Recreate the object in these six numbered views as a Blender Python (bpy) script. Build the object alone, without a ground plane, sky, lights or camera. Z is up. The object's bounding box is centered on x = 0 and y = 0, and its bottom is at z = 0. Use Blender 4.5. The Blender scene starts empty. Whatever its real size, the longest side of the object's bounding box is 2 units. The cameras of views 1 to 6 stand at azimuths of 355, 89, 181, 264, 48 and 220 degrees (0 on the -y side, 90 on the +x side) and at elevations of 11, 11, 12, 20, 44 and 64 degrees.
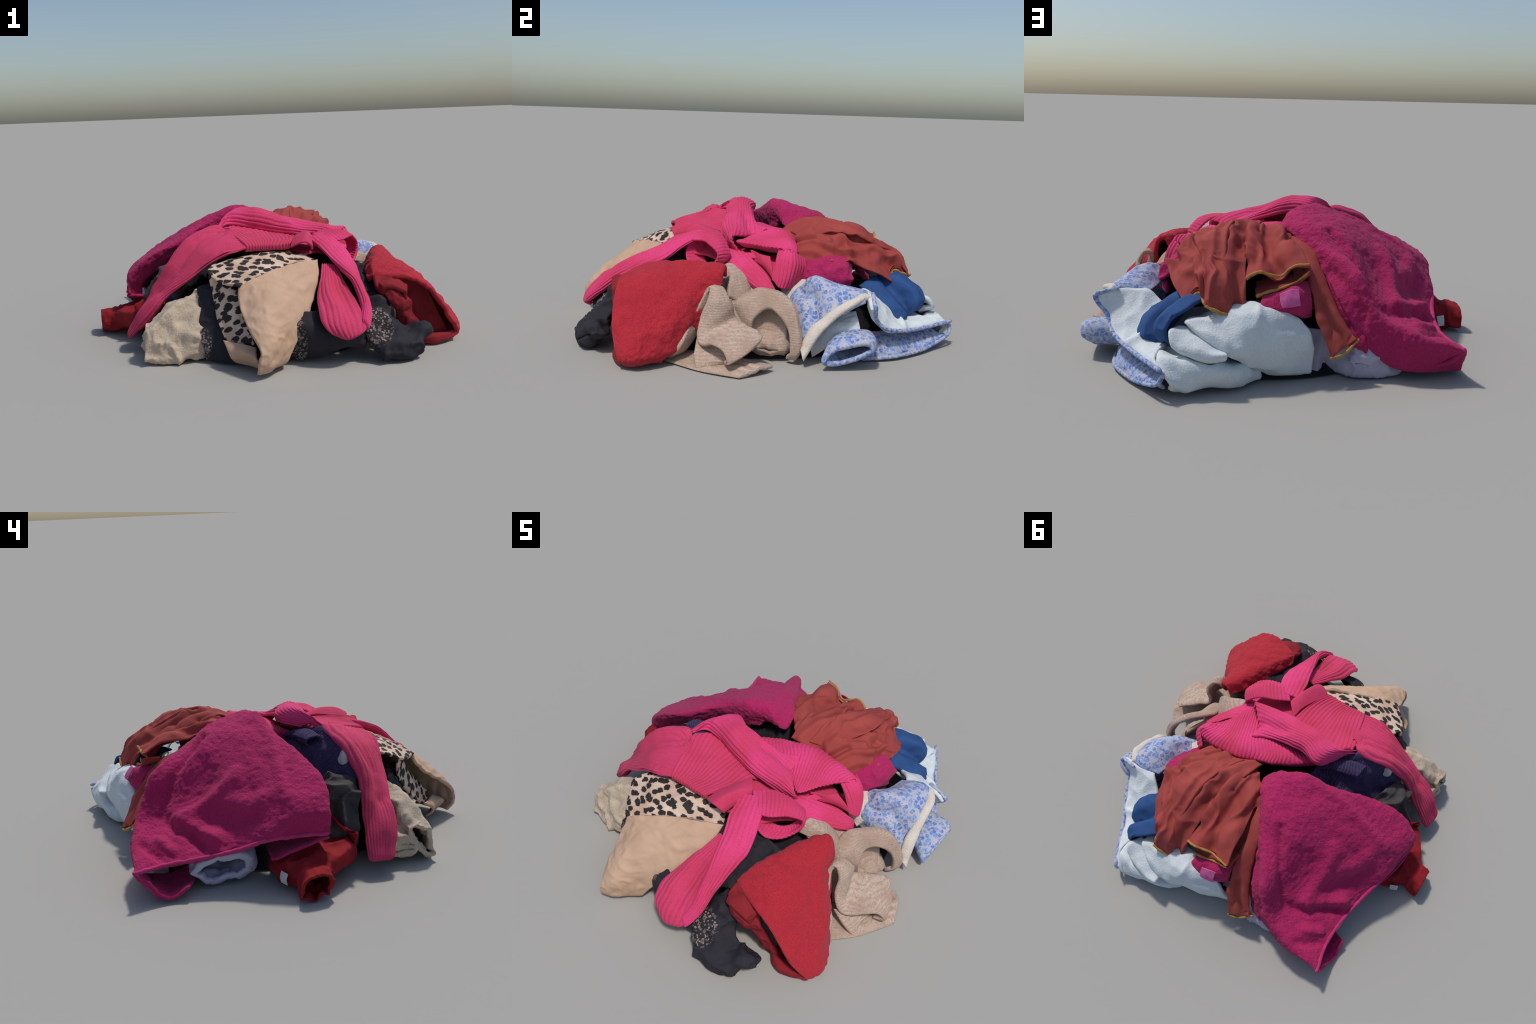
"""A heap of laundry: every garment is a set of draped cloth sheets and sleeves.

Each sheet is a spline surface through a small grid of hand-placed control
points, thickened with a rounded rim, then given ridges, ribs and wrinkles.
"""
import bpy, math
import numpy as np
from mathutils import Vector
from mathutils.bvhtree import BVHTree

# ------------------------------------------------------------------ noise
def _hash(ix, iy, iz, seed):
    h = (ix * 374761393 + iy * 668265263 + iz * 2147483647 + seed * 974634777) & 0xFFFFFFFF
    h = ((h ^ (h >> 13)) * 1274126177) & 0xFFFFFFFF
    h = ((h ^ (h >> 16)) * 2246822519) & 0xFFFFFFFF
    return ((h ^ (h >> 15)) & 0xFFFF) / 32767.5 - 1.0

def noise(P, scale, seed=0):
    p = P * scale + 37.31
    i = np.floor(p).astype(np.int64)
    f = p - i
    f = f * f * f * (f * (f * 6 - 15) + 10)
    out = 0
    for dx in (0, 1):
        wx = f[..., 0] if dx else 1 - f[..., 0]
        for dy in (0, 1):
            wy = f[..., 1] if dy else 1 - f[..., 1]
            for dz in (0, 1):
                wz = f[..., 2] if dz else 1 - f[..., 2]
                out = out + wx * wy * wz * _hash(i[..., 0] + dx, i[..., 1] + dy, i[..., 2] + dz, seed)
    return out

def crease(P, scale, seed=0):
    """Rounded valleys and sharp little crests, like crumpled cloth."""
    return 1 - 2 * np.abs(noise(P, scale, seed))

# ---------------------------------------------------------------- splines
def weights(t, n, closed=False):
    """Catmull-Rom weights, one row per parameter value."""
    W = np.zeros((len(t), n))
    k = np.floor(t).astype(int)
    if not closed:
        k = np.clip(k, 0, n - 2)
    f = t - k
    c = [-.5 * f + f**2 - .5 * f**3, 1 - 2.5 * f**2 + 1.5 * f**3,
         .5 * f + 2 * f**2 - 1.5 * f**3, -.5 * f**2 + .5 * f**3]
    r = np.arange(len(t))
    for m in range(4):
        j = k - 1 + m
        if closed:
            np.add.at(W, (r, j % n), c[m])
        else:
            lo, hi = j < 0, j > n - 1
            ok = ~(lo | hi)
            np.add.at(W, (r[ok], j[ok]), c[m][ok])
            for bad, a, b in ((lo, 0, 1), (hi, n - 1, n - 2)):   # mirrored end point
                np.add.at(W, (r[bad], np.full(bad.sum(), a)), 2 * c[m][bad])
                np.add.at(W, (r[bad], np.full(bad.sum(), b)), -c[m][bad])
    return W

def curve(points, count):
    C = np.array(points, float)
    return weights(np.linspace(0, len(C) - 1, count), len(C)) @ C

def params(n, length, step, rim):
    """Evenly spaced parameters, with three extra ones hugging each border."""
    m = max(6, int(length / step))
    t = np.linspace(0, 1, m + 1)
    e = np.array([.1, .35, .7]) * rim / max(length, rim * 4)
    t = np.unique(np.concatenate([t, e, 1 - e]))
    return t * (n - 1)

def run(P, axis):
    """Mean running length along one axis of a point grid."""
    d = np.linalg.norm(np.diff(P, axis=axis), axis=2)
    d = d.mean(axis=1 - axis)
    return np.concatenate([[0], np.cumsum(d)])

def line_distance(P, pts):
    best = np.full(P.shape[:2], 9.0)
    squash = np.array([1, 1, .3])            # mostly a plan distance, so a fold need not hit the cloth exactly
    P = P * squash
    for a, b in zip(pts[:-1], pts[1:]):
        a, b = np.array(a, float) * squash, np.array(b, float) * squash
        ab = b - a
        s = np.clip(((P - a) @ ab) / (ab @ ab), 0, 1)
        best = np.minimum(best, np.linalg.norm(P - a - s[..., None] * ab, axis=2))
    return best

def normals(P, closed=False):
    du = np.gradient(P, axis=0)
    if closed:
        dv = np.roll(P, -1, 1) - np.roll(P, 1, 1)
    else:
        dv = np.gradient(P, axis=1)
    N = np.cross(du, dv)
    L = np.linalg.norm(N, axis=2, keepdims=True)
    return N / np.maximum(L, 1e-9)

HEART = np.array([0.0, 0.05, 0.05])
RIB = 0.0200
SINK = 0.003      # the control points lie on the outer face; keep noise crests inside it
ALL = []          # (mesh object) list, for seating the dark core mound

# ------------------------------------------------------------- mesh maker
def make_mesh(name, V, F, mat, parent, smooth=True):
    me = bpy.data.meshes.new(name)
    V = np.array(V, float)
    low = V[:, 2] < 0.003
    V[low, 2] = 0.003 + 0.0005 * (len(ALL) % 7)
    me.from_pydata(V.tolist(), [], F)
    me.materials.append(mat)
    me.polygons.foreach_set("use_smooth", [smooth] * len(me.polygons))
    ob = bpy.data.objects.new(name, me)
    bpy.context.scene.collection.objects.link(ob)
    if parent is not None:
        ob.parent = parent
        ob.location = -parent.location
    ALL.append(ob)
    return ob

def shell(name, P, mat, parent, half=0.005, closed=False, ribs=None, ridges=(), rough=(), flip=None, puff=0.0, pleats=()):
    """Thicken a grid of points into cloth with a rounded rim."""
    P = np.array(P)
    nu, nv = P.shape[:2]
    N = normals(P, closed)
    if flip is None:
        ref = P.mean(axis=1, keepdims=True) if closed else HEART
        flip = np.mean(np.sum(N * (P - ref), axis=2)) < 0
    if flip:
        N = -N
    d = np.zeros((nu, nv))
    su, sv = run(P, 0), run(P, 1)
    Lu, Lv = su[-1], sv[-1]
    if closed:
        Lv += np.linalg.norm(P[:, -1] - P[:, 0], axis=1).mean()
    if ribs:
        axis, amp = ribs[:2]
        per = ribs[2] if len(ribs) > 2 else RIB
        if axis == 'v':                               # ribs vary across v, run along u
            cnt = max(2, round(Lv / per))
            x = (sv / Lv * cnt)[None, :] + 0 * d
        else:
            cnt = max(2, round(Lu / per))
            x = (su / Lu * cnt)[:, None] + 0 * d
        x = x + 0.25 * noise(P, 9, 5)
        gap = np.abs(x - np.round(x))                 # distance to the nearest groove
        d += amp * (0.35 - np.exp(-(gap / 0.20) ** 2) - 0.25 * np.abs(gap - .5))
    for axis, count, amp, lo, hi, seed in pleats:      # gathers that fade towards lo and hi
        pu = (su / Lu)[:, None] + 0 * d
        pv = (sv / Lv)[None, :] + 0 * d
        a, b = (pv, pu) if axis == 'v' else (pu, pv)
        fade = np.clip((b - lo) / .18, 0, 1) * np.clip((hi - b) / .18, 0, 1)
        w = 1 - 2 * np.abs(np.sin(np.pi * (count * a + .55 * noise(P, 7, seed) + .25 * noise(P, 16, seed + 1))))
        d += amp * fade * w * (.6 + .6 * noise(P, 6, seed + 2))
    for pts, amp, width in ridges:
        d += amp * np.exp(-(line_distance(P, pts) / width) ** 2)
    for amp, scale, kind in rough:
        if kind == 'lump':
            d += amp * noise(P, scale, len(name))
        elif kind == 'crease':
            d += amp * crease(P + 0.03 * np.stack([noise(P, 6, 1), noise(P, 6, 2), noise(P, 6, 3)], 2), scale, len(name) + 3)
    if puff and not closed:
        a = np.sin(np.pi * np.linspace(0, 1, nu))[:, None] * np.sin(np.pi * np.linspace(0, 1, nv))[None, :]
        d += puff * np.sqrt(np.maximum(a, 0))
    M = P + N * d[..., None]
    eu = np.minimum(su, Lu - su)[:, None]
    if closed:
        e = eu + 0 * d
    else:
        e = np.minimum(eu, np.minimum(sv, sv[-1] - sv)[None, :])
    s = np.clip(e / half, 0, 1)
    h = half * np.sqrt(np.maximum(0, 1 - (1 - s) ** 2))
    M = M - N * (half + SINK)
    A = M + N * h[..., None]
    B = M - N * h[..., None]
    idx = np.arange(nu * nv).reshape(nu, nv)
    border = np.zeros((nu, nv), bool)
    border[0, :] = border[-1, :] = True
    if not closed:
        border[:, 0] = border[:, -1] = True
    bidx = np.where(border, idx, 0)
    inner = ~border
    bidx[inner] = nu * nv + np.arange(inner.sum())
    V = np.concatenate([A.reshape(-1, 3), B[inner]])
    cols = nv if closed else nv - 1
    j = np.arange(cols)
    jn = (j + 1) % nv
    F = []
    for i in range(nu - 1):
        a = np.stack([idx[i, j], idx[i + 1, j], idx[i + 1, jn], idx[i, jn]], 1)
        b = np.stack([bidx[i, j], bidx[i, jn], bidx[i + 1, jn], bidx[i + 1, j]], 1)
        if flip:
            a, b = a[:, ::-1], b[:, ::-1]
        F.append(a)
        F.append(b)
    F = np.concatenate(F).tolist()
    return make_mesh(name, V, F, mat, parent), M

def sheet(name, grid, mat, parent, step=0.007, step_v=None, half=0.005, **kw):
    C = np.array(grid, float)
    r, c = C.shape[:2]
    Lu = np.linalg.norm(np.diff(C, axis=0), axis=2).sum(0).mean()
    Lv = np.linalg.norm(np.diff(C, axis=1), axis=2).sum(1).mean()
    tu = params(r, Lu, step, half)
    tv = params(c, Lv, step_v or step, half)
    P = np.einsum('ar,rcx,bc->abx', weights(tu, r), C, weights(tv, c))
    return shell(name, P, mat, parent, half=half, **kw)

def sleeve(name, left, right, high, mat, parent, step=0.007, step_v=None, half=0.005, close=(False, False),
           power=0.8, up=None, **kw):
    """A flattened tube between two edge lines; high = half height at each station."""
    n = len(left)
    Lc, Rc, H = np.array(left, float), np.array(right, float), np.array(high, float)[:, None]
    mid = (Lc + Rc) / 2
    Lu = np.linalg.norm(np.diff(mid, axis=0), axis=1).sum()
    tu = params(n, Lu, step, half)
    W = weights(tu, n)
    L, R, H = W @ Lc, W @ Rc, W @ H
    mid = (L + R) / 2
    side = (R - L) / 2
    tan = np.gradient(mid, axis=0)
    upv = np.cross(tan, side)
    upv /= np.maximum(np.linalg.norm(upv, axis=1, keepdims=True), 1e-9)
    want = np.array(up) if up is not None else (mid.mean(0) - HEART + np.array([0, 0, .15]))
    if np.mean(upv @ want) < 0:
        upv = -upv
    per = 2 * (np.linalg.norm(side, axis=1).mean() * 2 + H.mean() * 1.2)
    m = max(16, int(per / (step_v or step)))
    a = np.linspace(0, 2 * np.pi, m, endpoint=False)
    ca, sa = np.cos(a), np.sin(a)
    pw = lambda x: np.sign(x) * np.abs(x) ** power
    k = np.ones(len(tu))
    x = tu / (n - 1) * Lu
    for end, dist in ((0, x), (1, Lu - x)):
        if close[end]:
            rad = max(0.02, float(H[0 if end == 0 else -1, 0]))
            q = np.clip(dist / rad, 0, 1)
            k = k * np.sqrt(np.maximum(1 - (1 - q) ** 2, 0.0004))
    hk = (H[:, 0] * k)[:, None, None]
    sk = (np.where(k < 1, 0.55 + 0.45 * k, 1))[:, None, None]
    P = mid[:, None] + side[:, None] * sk * pw(ca)[None, :, None] + upv[:, None] * hk * pw(sa)[None, :, None]
    return shell(name, P, mat, parent, half=half, closed=True, **kw)

def cord(name, points, radius, mat, parent, wave=0.0, flat=1.0, count=None, sides=10):
    """A thin trim that follows an edge."""
    C = np.array(points, float)
    length = np.linalg.norm(np.diff(C, axis=0), axis=1).sum()
    m = count or max(8, int(length / 0.006))
    S = curve(C, m)
    T = np.gradient(S, axis=0)
    T /= np.linalg.norm(T, axis=1, keepdims=True)
    X = np.cross(T, [0.1, 0.2, 1.0])
    X /= np.linalg.norm(X, axis=1, keepdims=True)
    Y = np.cross(T, X)
    r = radius * (1 + wave * noise(S[:, None], 75)[:, 0] + wave * noise(S[:, None], 28, 4)[:, 0])
    S = S + Y * (radius * wave * 1.6 * noise(S[:, None], 45, 8)[:, 0])[:, None]
    r[0] *= .3
    r[-1] *= .3
    a = np.linspace(0, 2 * np.pi, sides, endpoint=False)
    P = S[:, None] + (X[:, None] * np.cos(a)[None, :, None] * flat + Y[:, None] * np.sin(a)[None, :, None]) * r[:, None, None]
    V = P.reshape(-1, 3)
    F = [[i * sides + j, i * sides + (j + 1) % sides, (i + 1) * sides + (j + 1) % sides, (i + 1) * sides + j]
         for i in range(m - 1) for j in range(sides)]
    F += [list(range(sides))[::-1], [(m - 1) * sides + j for j in range(sides)]]
    return make_mesh(name, V, F, mat, parent)

def lump(name, centre, axes, mat, parent, rough=(), turn=0.0, count=48):
    a = np.linspace(0, np.pi, count // 2)
    b = np.linspace(0, 2 * np.pi, count, endpoint=False)
    D = np.stack([np.sin(a)[:, None] * np.cos(b), np.sin(a)[:, None] * np.sin(b), np.cos(a)[:, None] + 0 * b], 2)
    c, s = math.cos(turn), math.sin(turn)
    P = D * np.array(axes)
    P = np.stack([P[..., 0] * c - P[..., 1] * s, P[..., 0] * s + P[..., 1] * c, P[..., 2]], 2) + np.array(centre)
    d = 0
    for amp, scale, kind in rough:
        d = d + amp * (noise(P, scale, 3) if kind == 'lump' else crease(P, scale, 4))
    P = P + D * (np.asarray(d)[..., None] if len(rough) else 0)
    P[0], P[-1] = P[0].mean(0), P[-1].mean(0)
    n, m = P.shape[:2]
    F = [[i * m + j, (i + 1) * m + j, (i + 1) * m + (j + 1) % m, i * m + (j + 1) % m] for i in range(n - 1) for j in range(m)]
    return make_mesh(name, P.reshape(-1, 3), F, mat, parent)

def garment(name, base, label, category):
    e = bpy.data.objects.new(name, None)
    e.empty_display_size = 0.1
    e.location = base
    bpy.context.scene.collection.objects.link(e)
    e["label"], e["category"] = label, category
    return e

# --------------------------------------------------------------- materials
class Nodes:
    def __init__(self, name, rough=0.85, sheen=0.0):
        self.mat = bpy.data.materials.new(name)
        self.mat.use_nodes = True
        self.t = self.mat.node_tree
        self.t.nodes.clear()
        self.out = self.t.nodes.new("ShaderNodeOutputMaterial")
        self.b = self.t.nodes.new("ShaderNodeBsdfPrincipled")
        self.b.inputs["Roughness"].default_value = rough
        self.b.inputs["Specular IOR Level"].default_value = 0.25
        self.b.inputs["Sheen Weight"].default_value = sheen
        self.b.inputs["Sheen Roughness"].default_value = 0.5
        self.link(self.b.outputs[0], self.out.inputs[0])
        tc = self.t.nodes.new("ShaderNodeTexCoord")
        self.co = tc.outputs["Object"]
    def link(self, a, b):
        self.t.links.new(a, b)
    def put(self, sock, val):
        if hasattr(val, "is_output"):
            self.link(val, sock)
        else:
            sock.default_value = val
    def mapped(self, scale=(1, 1, 1), rot=(0, 0, 0), loc=(0, 0, 0)):
        m = self.t.nodes.new("ShaderNodeMapping")
        m.inputs["Scale"].default_value = scale
        m.inputs["Rotation"].default_value = rot
        m.inputs["Location"].default_value = loc
        self.link(self.co, m.inputs[0])
        return m.outputs[0]
    def warp(self, scale, amount, co=None):
        n = self.t.nodes.new("ShaderNodeTexNoise")
        n.inputs["Scale"].default_value = scale
        self.put(n.inputs["Vector"], co or self.co)
        v = self.t.nodes.new("ShaderNodeVectorMath")
        v.operation = 'SUBTRACT'
        self.link(n.outputs["Color"], v.inputs[0])
        v.inputs[1].default_value = (.5, .5, .5)
        s = self.t.nodes.new("ShaderNodeVectorMath")
        s.operation = 'SCALE'
        self.link(v.outputs[0], s.inputs[0])
        s.inputs["Scale"].default_value = amount
        a = self.t.nodes.new("ShaderNodeVectorMath")
        self.put(a.inputs[0], co or self.co)
        self.link(s.outputs[0], a.inputs[1])
        return a.outputs[0]
    def noise(self, scale, detail=3, rough=.55, co=None):
        n = self.t.nodes.new("ShaderNodeTexNoise")
        n.inputs["Scale"].default_value = scale
        n.inputs["Detail"].default_value = detail
        n.inputs["Roughness"].default_value = rough
        self.put(n.inputs["Vector"], co or self.co)
        return n.outputs["Fac"]
    def voronoi(self, scale, feature='F1', co=None, rand=1.0, out="Distance", flat=False):
        n = self.t.nodes.new("ShaderNodeTexVoronoi")
        if flat:
            n.voronoi_dimensions = '2D'
        n.feature = feature
        n.inputs["Scale"].default_value = scale
        n.inputs["Randomness"].default_value = rand
        self.put(n.inputs["Vector"], co or self.co)
        return n.outputs[out]
    def wave(self, scale, distortion=0.0, co=None, direction='X'):
        n = self.t.nodes.new("ShaderNodeTexWave")
        n.bands_direction = direction
        n.inputs["Scale"].default_value = scale
        n.inputs["Distortion"].default_value = distortion
        self.put(n.inputs["Vector"], co or self.co)
        return n.outputs["Fac"]
    def ramp(self, fac, stops, mode='LINEAR'):
        r = self.t.nodes.new("ShaderNodeValToRGB")
        r.color_ramp.interpolation = mode
        e = r.color_ramp.elements
        while len(e) < len(stops):
            e.new(0.5)
        for el, (p, c) in zip(e, stops):
            el.position = p
            el.color = (c, c, c, 1) if isinstance(c, (int, float)) else (*c, 1)
        self.link(fac, r.inputs[0])
        return r.outputs[0]
    def mix(self, fac, a, b):
        m = self.t.nodes.new("ShaderNodeMix")
        m.data_type = 'RGBA'
        self.put(m.inputs[0], fac)
        for s, v in ((m.inputs[6], a), (m.inputs[7], b)):
            if isinstance(v, tuple):
                s.default_value = (*v, 1)
            else:
                self.link(v, s)
        return m.outputs[2]
    def math(self, op, a, b=0.0):
        m = self.t.nodes.new("ShaderNodeMath")
        m.operation = op
        self.put(m.inputs[0], a)
        self.put(m.inputs[1], b)
        return m.outputs[0]
    def ball(self, centre, radii):
        """Distance from a centre, in units of the radii."""
        c = self.mapped((1 / radii[0], 1 / radii[1], 1 / radii[2]), loc=tuple(-centre[i] / radii[i] for i in range(3)))
        v = self.t.nodes.new("ShaderNodeVectorMath")
        v.operation = 'LENGTH'
        self.link(c, v.inputs[0])
        return v.outputs["Value"]
    def finish(self, colour, bump=None, strength=0.3, distance=0.004):
        self.put(self.b.inputs["Base Color"], colour if not isinstance(colour, tuple) else (*colour, 1))
        if bump is not None:
            n = self.t.nodes.new("ShaderNodeBump")
            n.inputs["Strength"].default_value = strength
            n.inputs["Distance"].default_value = distance
            self.link(bump, n.inputs["Height"])
            self.link(n.outputs[0], self.b.inputs["Normal"])
        return self.mat

def plain_cloth(name, light, dark, scale=7, fine=260, strength=.25, rough=.85, sheen=.0, mid=.5, spread=.22):
    n = Nodes(name, rough, sheen)
    big = n.ramp(n.noise(scale, 4), [(mid - spread, dark), (mid + spread, light)])
    grain = n.noise(fine, 2)
    col = n.mix(n.math('MULTIPLY', grain, .35), big, tuple(c * .72 for c in dark))
    return n.finish(col, grain, strength, .002)

def fleece_cloth(name, light, dark, scale=95, strength=.7):
    n = Nodes(name, .95, .06)
    co = n.warp(40, .012)
    pile = n.voronoi(scale, 'SMOOTH_F1', co)
    tuft = n.noise(190, 3, .65, co)
    blot = n.noise(5, 3)
    h = n.math('ADD', n.math('MULTIPLY', pile, -.8), tuft)
    col = n.mix(n.ramp(tuft, [(.32, 0.0), (.68, 1.0)]), dark, light)
    col = n.mix(n.ramp(blot, [(.35, .35), (.65, 0.0)]), col, dark)
    return n.finish(col, h, strength, .006)

def knit_cloth(name, light, dark, deep, across):
    """Small rows of stitches."""
    n = Nodes(name, .9, .03)
    co = n.warp(14, .02)
    rows = n.wave(across, 1.5, co, 'Z')
    rows2 = n.wave(across * .9, 1.5, co, 'DIAGONAL')
    st = n.math('ADD', n.math('MULTIPLY', rows, .16), n.math('MULTIPLY', n.noise(110, 3, .65, co), .84))
    speck = n.voronoi(125, 'F1', n.mapped((1, 1, 1.6)))
    fibre = n.noise(330, 3, .7)
    col = n.mix(n.ramp(st, [(.30, 0.0), (.70, 1.0)]), dark, light)
    col = n.mix(n.ramp(speck, [(.12, .55), (.34, 0.0)]), col, deep)
    col = n.mix(n.ramp(n.noise(7, 3), [(.42, .0), (.66, .75)]), col, dark)
    h = n.math('ADD', st, n.math('MULTIPLY', fibre, .5))
    return n.finish(col, h, .6, .004)

def ribbed_cloth(name, light, dark):
    n = Nodes(name, .85, .03)
    st = n.voronoi(230, 'F1', n.mapped((1, 1, .7)))
    fibre = n.noise(300, 2)
    blot = n.noise(4.5, 2)
    col = n.mix(n.ramp(blot, [(.35, 0.0), (.65, 1.0)]), dark, light)
    col = n.mix(n.ramp(st, [(.35, 0.0), (.8, .35)]), col, tuple(c * .6 for c in dark))
    h = n.math('SUBTRACT', fibre, st)
    return n.finish(col, h, .35, .003)

# ------------------------------------------------------------- the fabrics
PINK = ribbed_cloth("pink_rib_knit", (.77, .060, .215), (.62, .046, .125))
PINK_DEEP = ribbed_cloth("rose_rib_knit", (.67, .053, .152), (.58, .045, .112))
PIPING = plain_cloth("magenta_hem_band", (.56, .045, .190), (.44, .026, .120), 12, 200, .4)
MAGENTA = fleece_cloth("magenta_fleece", (.53, .026, .145), (.34, .013, .080))
RUST = plain_cloth("rust_jersey", (.40, .072, .062), (.31, .050, .042), 6, 300, .15)
MUSTARD = plain_cloth("mustard_edging", (.54, .31, .075), (.36, .19, .045), 60, 300, .3)
SHERPA = fleece_cloth("white_sherpa", (.74, .78, .78), (.60, .65, .67), 120, .35)
CREAM = fleece_cloth("cream_sherpa", (.78, .72, .64), (.60, .52, .44), 120, .4)
NAVY = plain_cloth("blue_cotton", (.032, .095, .27), (.020, .060, .18), 9, 300, .12)
SCARLET = fleece_cloth("scarlet_fleece", (.54, .030, .048), (.34, .016, .028), 110, .6)
LINING = plain_cloth("red_lining", (.32, .022, .030), (.22, .014, .020), 9, 260, .15)
CRIMSON = plain_cloth("crimson_cotton", (.32, .014, .020), (.22, .008, .013), 8, 260, .2)
OATMEAL = knit_cloth("oatmeal_knit", (.60, .475, .395), (.39, .27, .20), (.22, .135, .095), 26)
BEIGE = plain_cloth("beige_satin", (.62, .42, .29), (.53, .34, .225), 5, 300, .12, .7)
FUR = fleece_cloth("cream_brushed_cotton", (.66, .55, .42), (.47, .36, .255), 70, .5)
CHARCOAL = plain_cloth("charcoal_cotton", (.030, .028, .036), (.020, .019, .025), 8, 260, .25)
DARK_CORE = plain_cloth("dark_buried_cloth", (.022, .020, .026), (.012, .011, .015), 7, 200, .4)
LAVENDER = plain_cloth("lavender_cotton", (.52, .49, .60), (.42, .39, .50), 10, 260, .2)
GREY = plain_cloth("grey_cotton", (.12, .105, .10), (.028, .026, .03), 12, 200, .3)
WHITE = plain_cloth("white_tag", (.62, .60, .60), (.52, .50, .50), 15, 200, .2)

def purple_fabric():
    n = Nodes("plum_knit", .9, .03)
    bands = n.wave(30, 2.0, n.warp(10, .03), 'DIAGONAL')
    col = n.mix(n.ramp(bands, [(.2, 0.0), (.8, 1.0)]), (.034, .024, .064), (.055, .040, .105))
    col = n.mix(n.ramp(n.noise(60, 3), [(.55, 0.0), (.75, .5)]), col, (.12, .09, .19))
    return n.finish(col, bands, .3, .003)

def leopard_fabric():
    n = Nodes("leopard_print", .75, .0)
    lie = n.mapped((1, 1, 1), rot=(math.radians(-41), 0, 0))          # lay the print along the sloping cloth
    stretch = n.t.nodes.new("ShaderNodeMapping")
    stretch.inputs["Scale"].default_value = (.82, 1.15, 1)
    stretch.inputs["Rotation"].default_value = (0, 0, .5)
    n.link(lie, stretch.inputs[0])
    co = n.warp(30, .026, n.warp(75, .010, stretch.outputs[0]))
    spot = n.voronoi(26, 'F1', co, .8, flat=True)
    mask = n.ramp(spot, [(.36, 1.0), (.42, 0.0)])
    base = n.mix(n.ramp(n.noise(11, 3), [(.35, 0.0), (.65, 1.0)]), (.54, .37, .265), (.70, .54, .43))
    halo = n.ramp(spot, [(.38, 1.0), (.50, 0.0)])
    base = n.mix(n.math('MULTIPLY', halo, .4), base, (.34, .22, .15))
    ink = n.mix(n.noise(40, 2), (.012, .010, .011), (.045, .035, .032))
    return n.finish(n.mix(mask, base, ink), n.noise(260, 2), .12, .002)

def floral_fabric():
    n = Nodes("blue_floral_print", .85, .0)
    co = n.warp(55, .010)
    base = n.mix(n.ramp(n.noise(13, 3), [(.36, 0.0), (.62, 1.0)]), (.36, .43, .58), (.46, .44, .51))
    bloom = n.voronoi(44, 'F1', co, .95)
    tone = n.voronoi(44, 'F1', co, .95, "Color")
    blue = n.mix(n.ramp(tone, [(.35, 0.0), (.6, 1.0)]), (.075, .17, .46), (.17, .28, .56))
    col = n.mix(n.ramp(bloom, [(.40, 1.0), (.58, 0.0)]), base, blue)
    col = n.mix(n.ramp(bloom, [(.08, .7), (.16, 0.0)]), col, (.34, .40, .68))
    buds = n.voronoi(48, 'F1', n.warp(70, .01, n.mapped(loc=(.31, .17, .23))), 1.0)
    col = n.mix(n.ramp(buds, [(.20, .7), (.30, 0.0)]), col, (.58, .45, .51))
    seeds = n.voronoi(58, 'F1', n.mapped(loc=(.11, .47, .83)), 1.0)
    col = n.mix(n.ramp(seeds, [(.17, .8), (.26, 0.0)]), col, (.17, .15, .15))
    leaves = n.voronoi(75, 'F1', n.mapped(loc=(.71, .07, .33)), 1.0)
    col = n.mix(n.ramp(leaves, [(.22, .75), (.32, 0.0)]), col, (.15, .28, .64))
    fade = n.noise(90, 3)
    col = n.mix(n.ramp(fade, [(.42, 0.0), (.75, .55)]), col, (.50, .53, .62))
    return n.finish(col, n.noise(240, 2), .25, .003)

def lace_print():
    """Charcoal cotton with three blotches of pale little rosettes."""
    n = Nodes("charcoal_with_rosette_print", .85, .0)
    ground = n.mix(n.noise(8, 4), (.020, .019, .025), (.032, .030, .038))
    rose = n.voronoi(30, 'F1', n.warp(50, .006))
    tone = n.voronoi(30, 'F1', n.warp(50, .006), out="Color")
    ring = n.ramp(rose, [(.16, 0.0), (.20, 1.0), (.28, 1.0), (.33, 0.0)])
    heart = n.ramp(rose, [(.13, 1.0), (.18, 0.0)])
    petal = n.ramp(n.voronoi(80, 'F1'), [(.34, 1.0), (.44, 0.0)])
    pale = n.mix(n.ramp(tone, [(.4, 0.0), (.6, 1.0)]), (.16, .135, .13), (.29, .245, .23))
    col = n.mix(petal, (.030, .024, .026), pale)
    col = n.mix(ring, col, (.17, .15, .15))
    col = n.mix(heart, col, (.22, .045, .050))
    zone = None
    for c, r in (((.425, -.775, .14), (.090, .120, .125)), ((-.41, -.69, .10), (.06, .06, .10)),
                 ((.050, -.79, .11), (.045, .07, .14))):
        d = n.ramp(n.ball(c, r), [(.80, 1.0), (.90, 0.0)])
        zone = d if zone is None else n.math('MAXIMUM', zone, d)
    return n.finish(n.mix(zone, ground, col), n.noise(260, 2), .25, .002)

PLUM, LEOPARD, FLORAL, LACE = purple_fabric(), leopard_fabric(), floral_fabric(), lace_print()
LABEL = plain_cloth("pink_label", (.66, .16, .38), (.56, .08, .26), 50, 200, .2)

SOFT = [(.010, 9, 'lump'), (.004, 26, 'lump')]
PLUSH = [(.010, 7, 'lump'), (.004, 22, 'lump'), (.0022, 55, 'lump')]
FOLDED = [(.010, 8, 'lump'), (.009, 10, 'crease'), (.003, 26, 'lump')]
CRUSH = [(.020, 8, 'lump'), (.016, 13, 'crease'), (.005, 34, 'crease')]
CRUMPLE = [(.012, 9, 'lump'), (.008, 16, 'crease'), (.003, 40, 'crease')]

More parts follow.
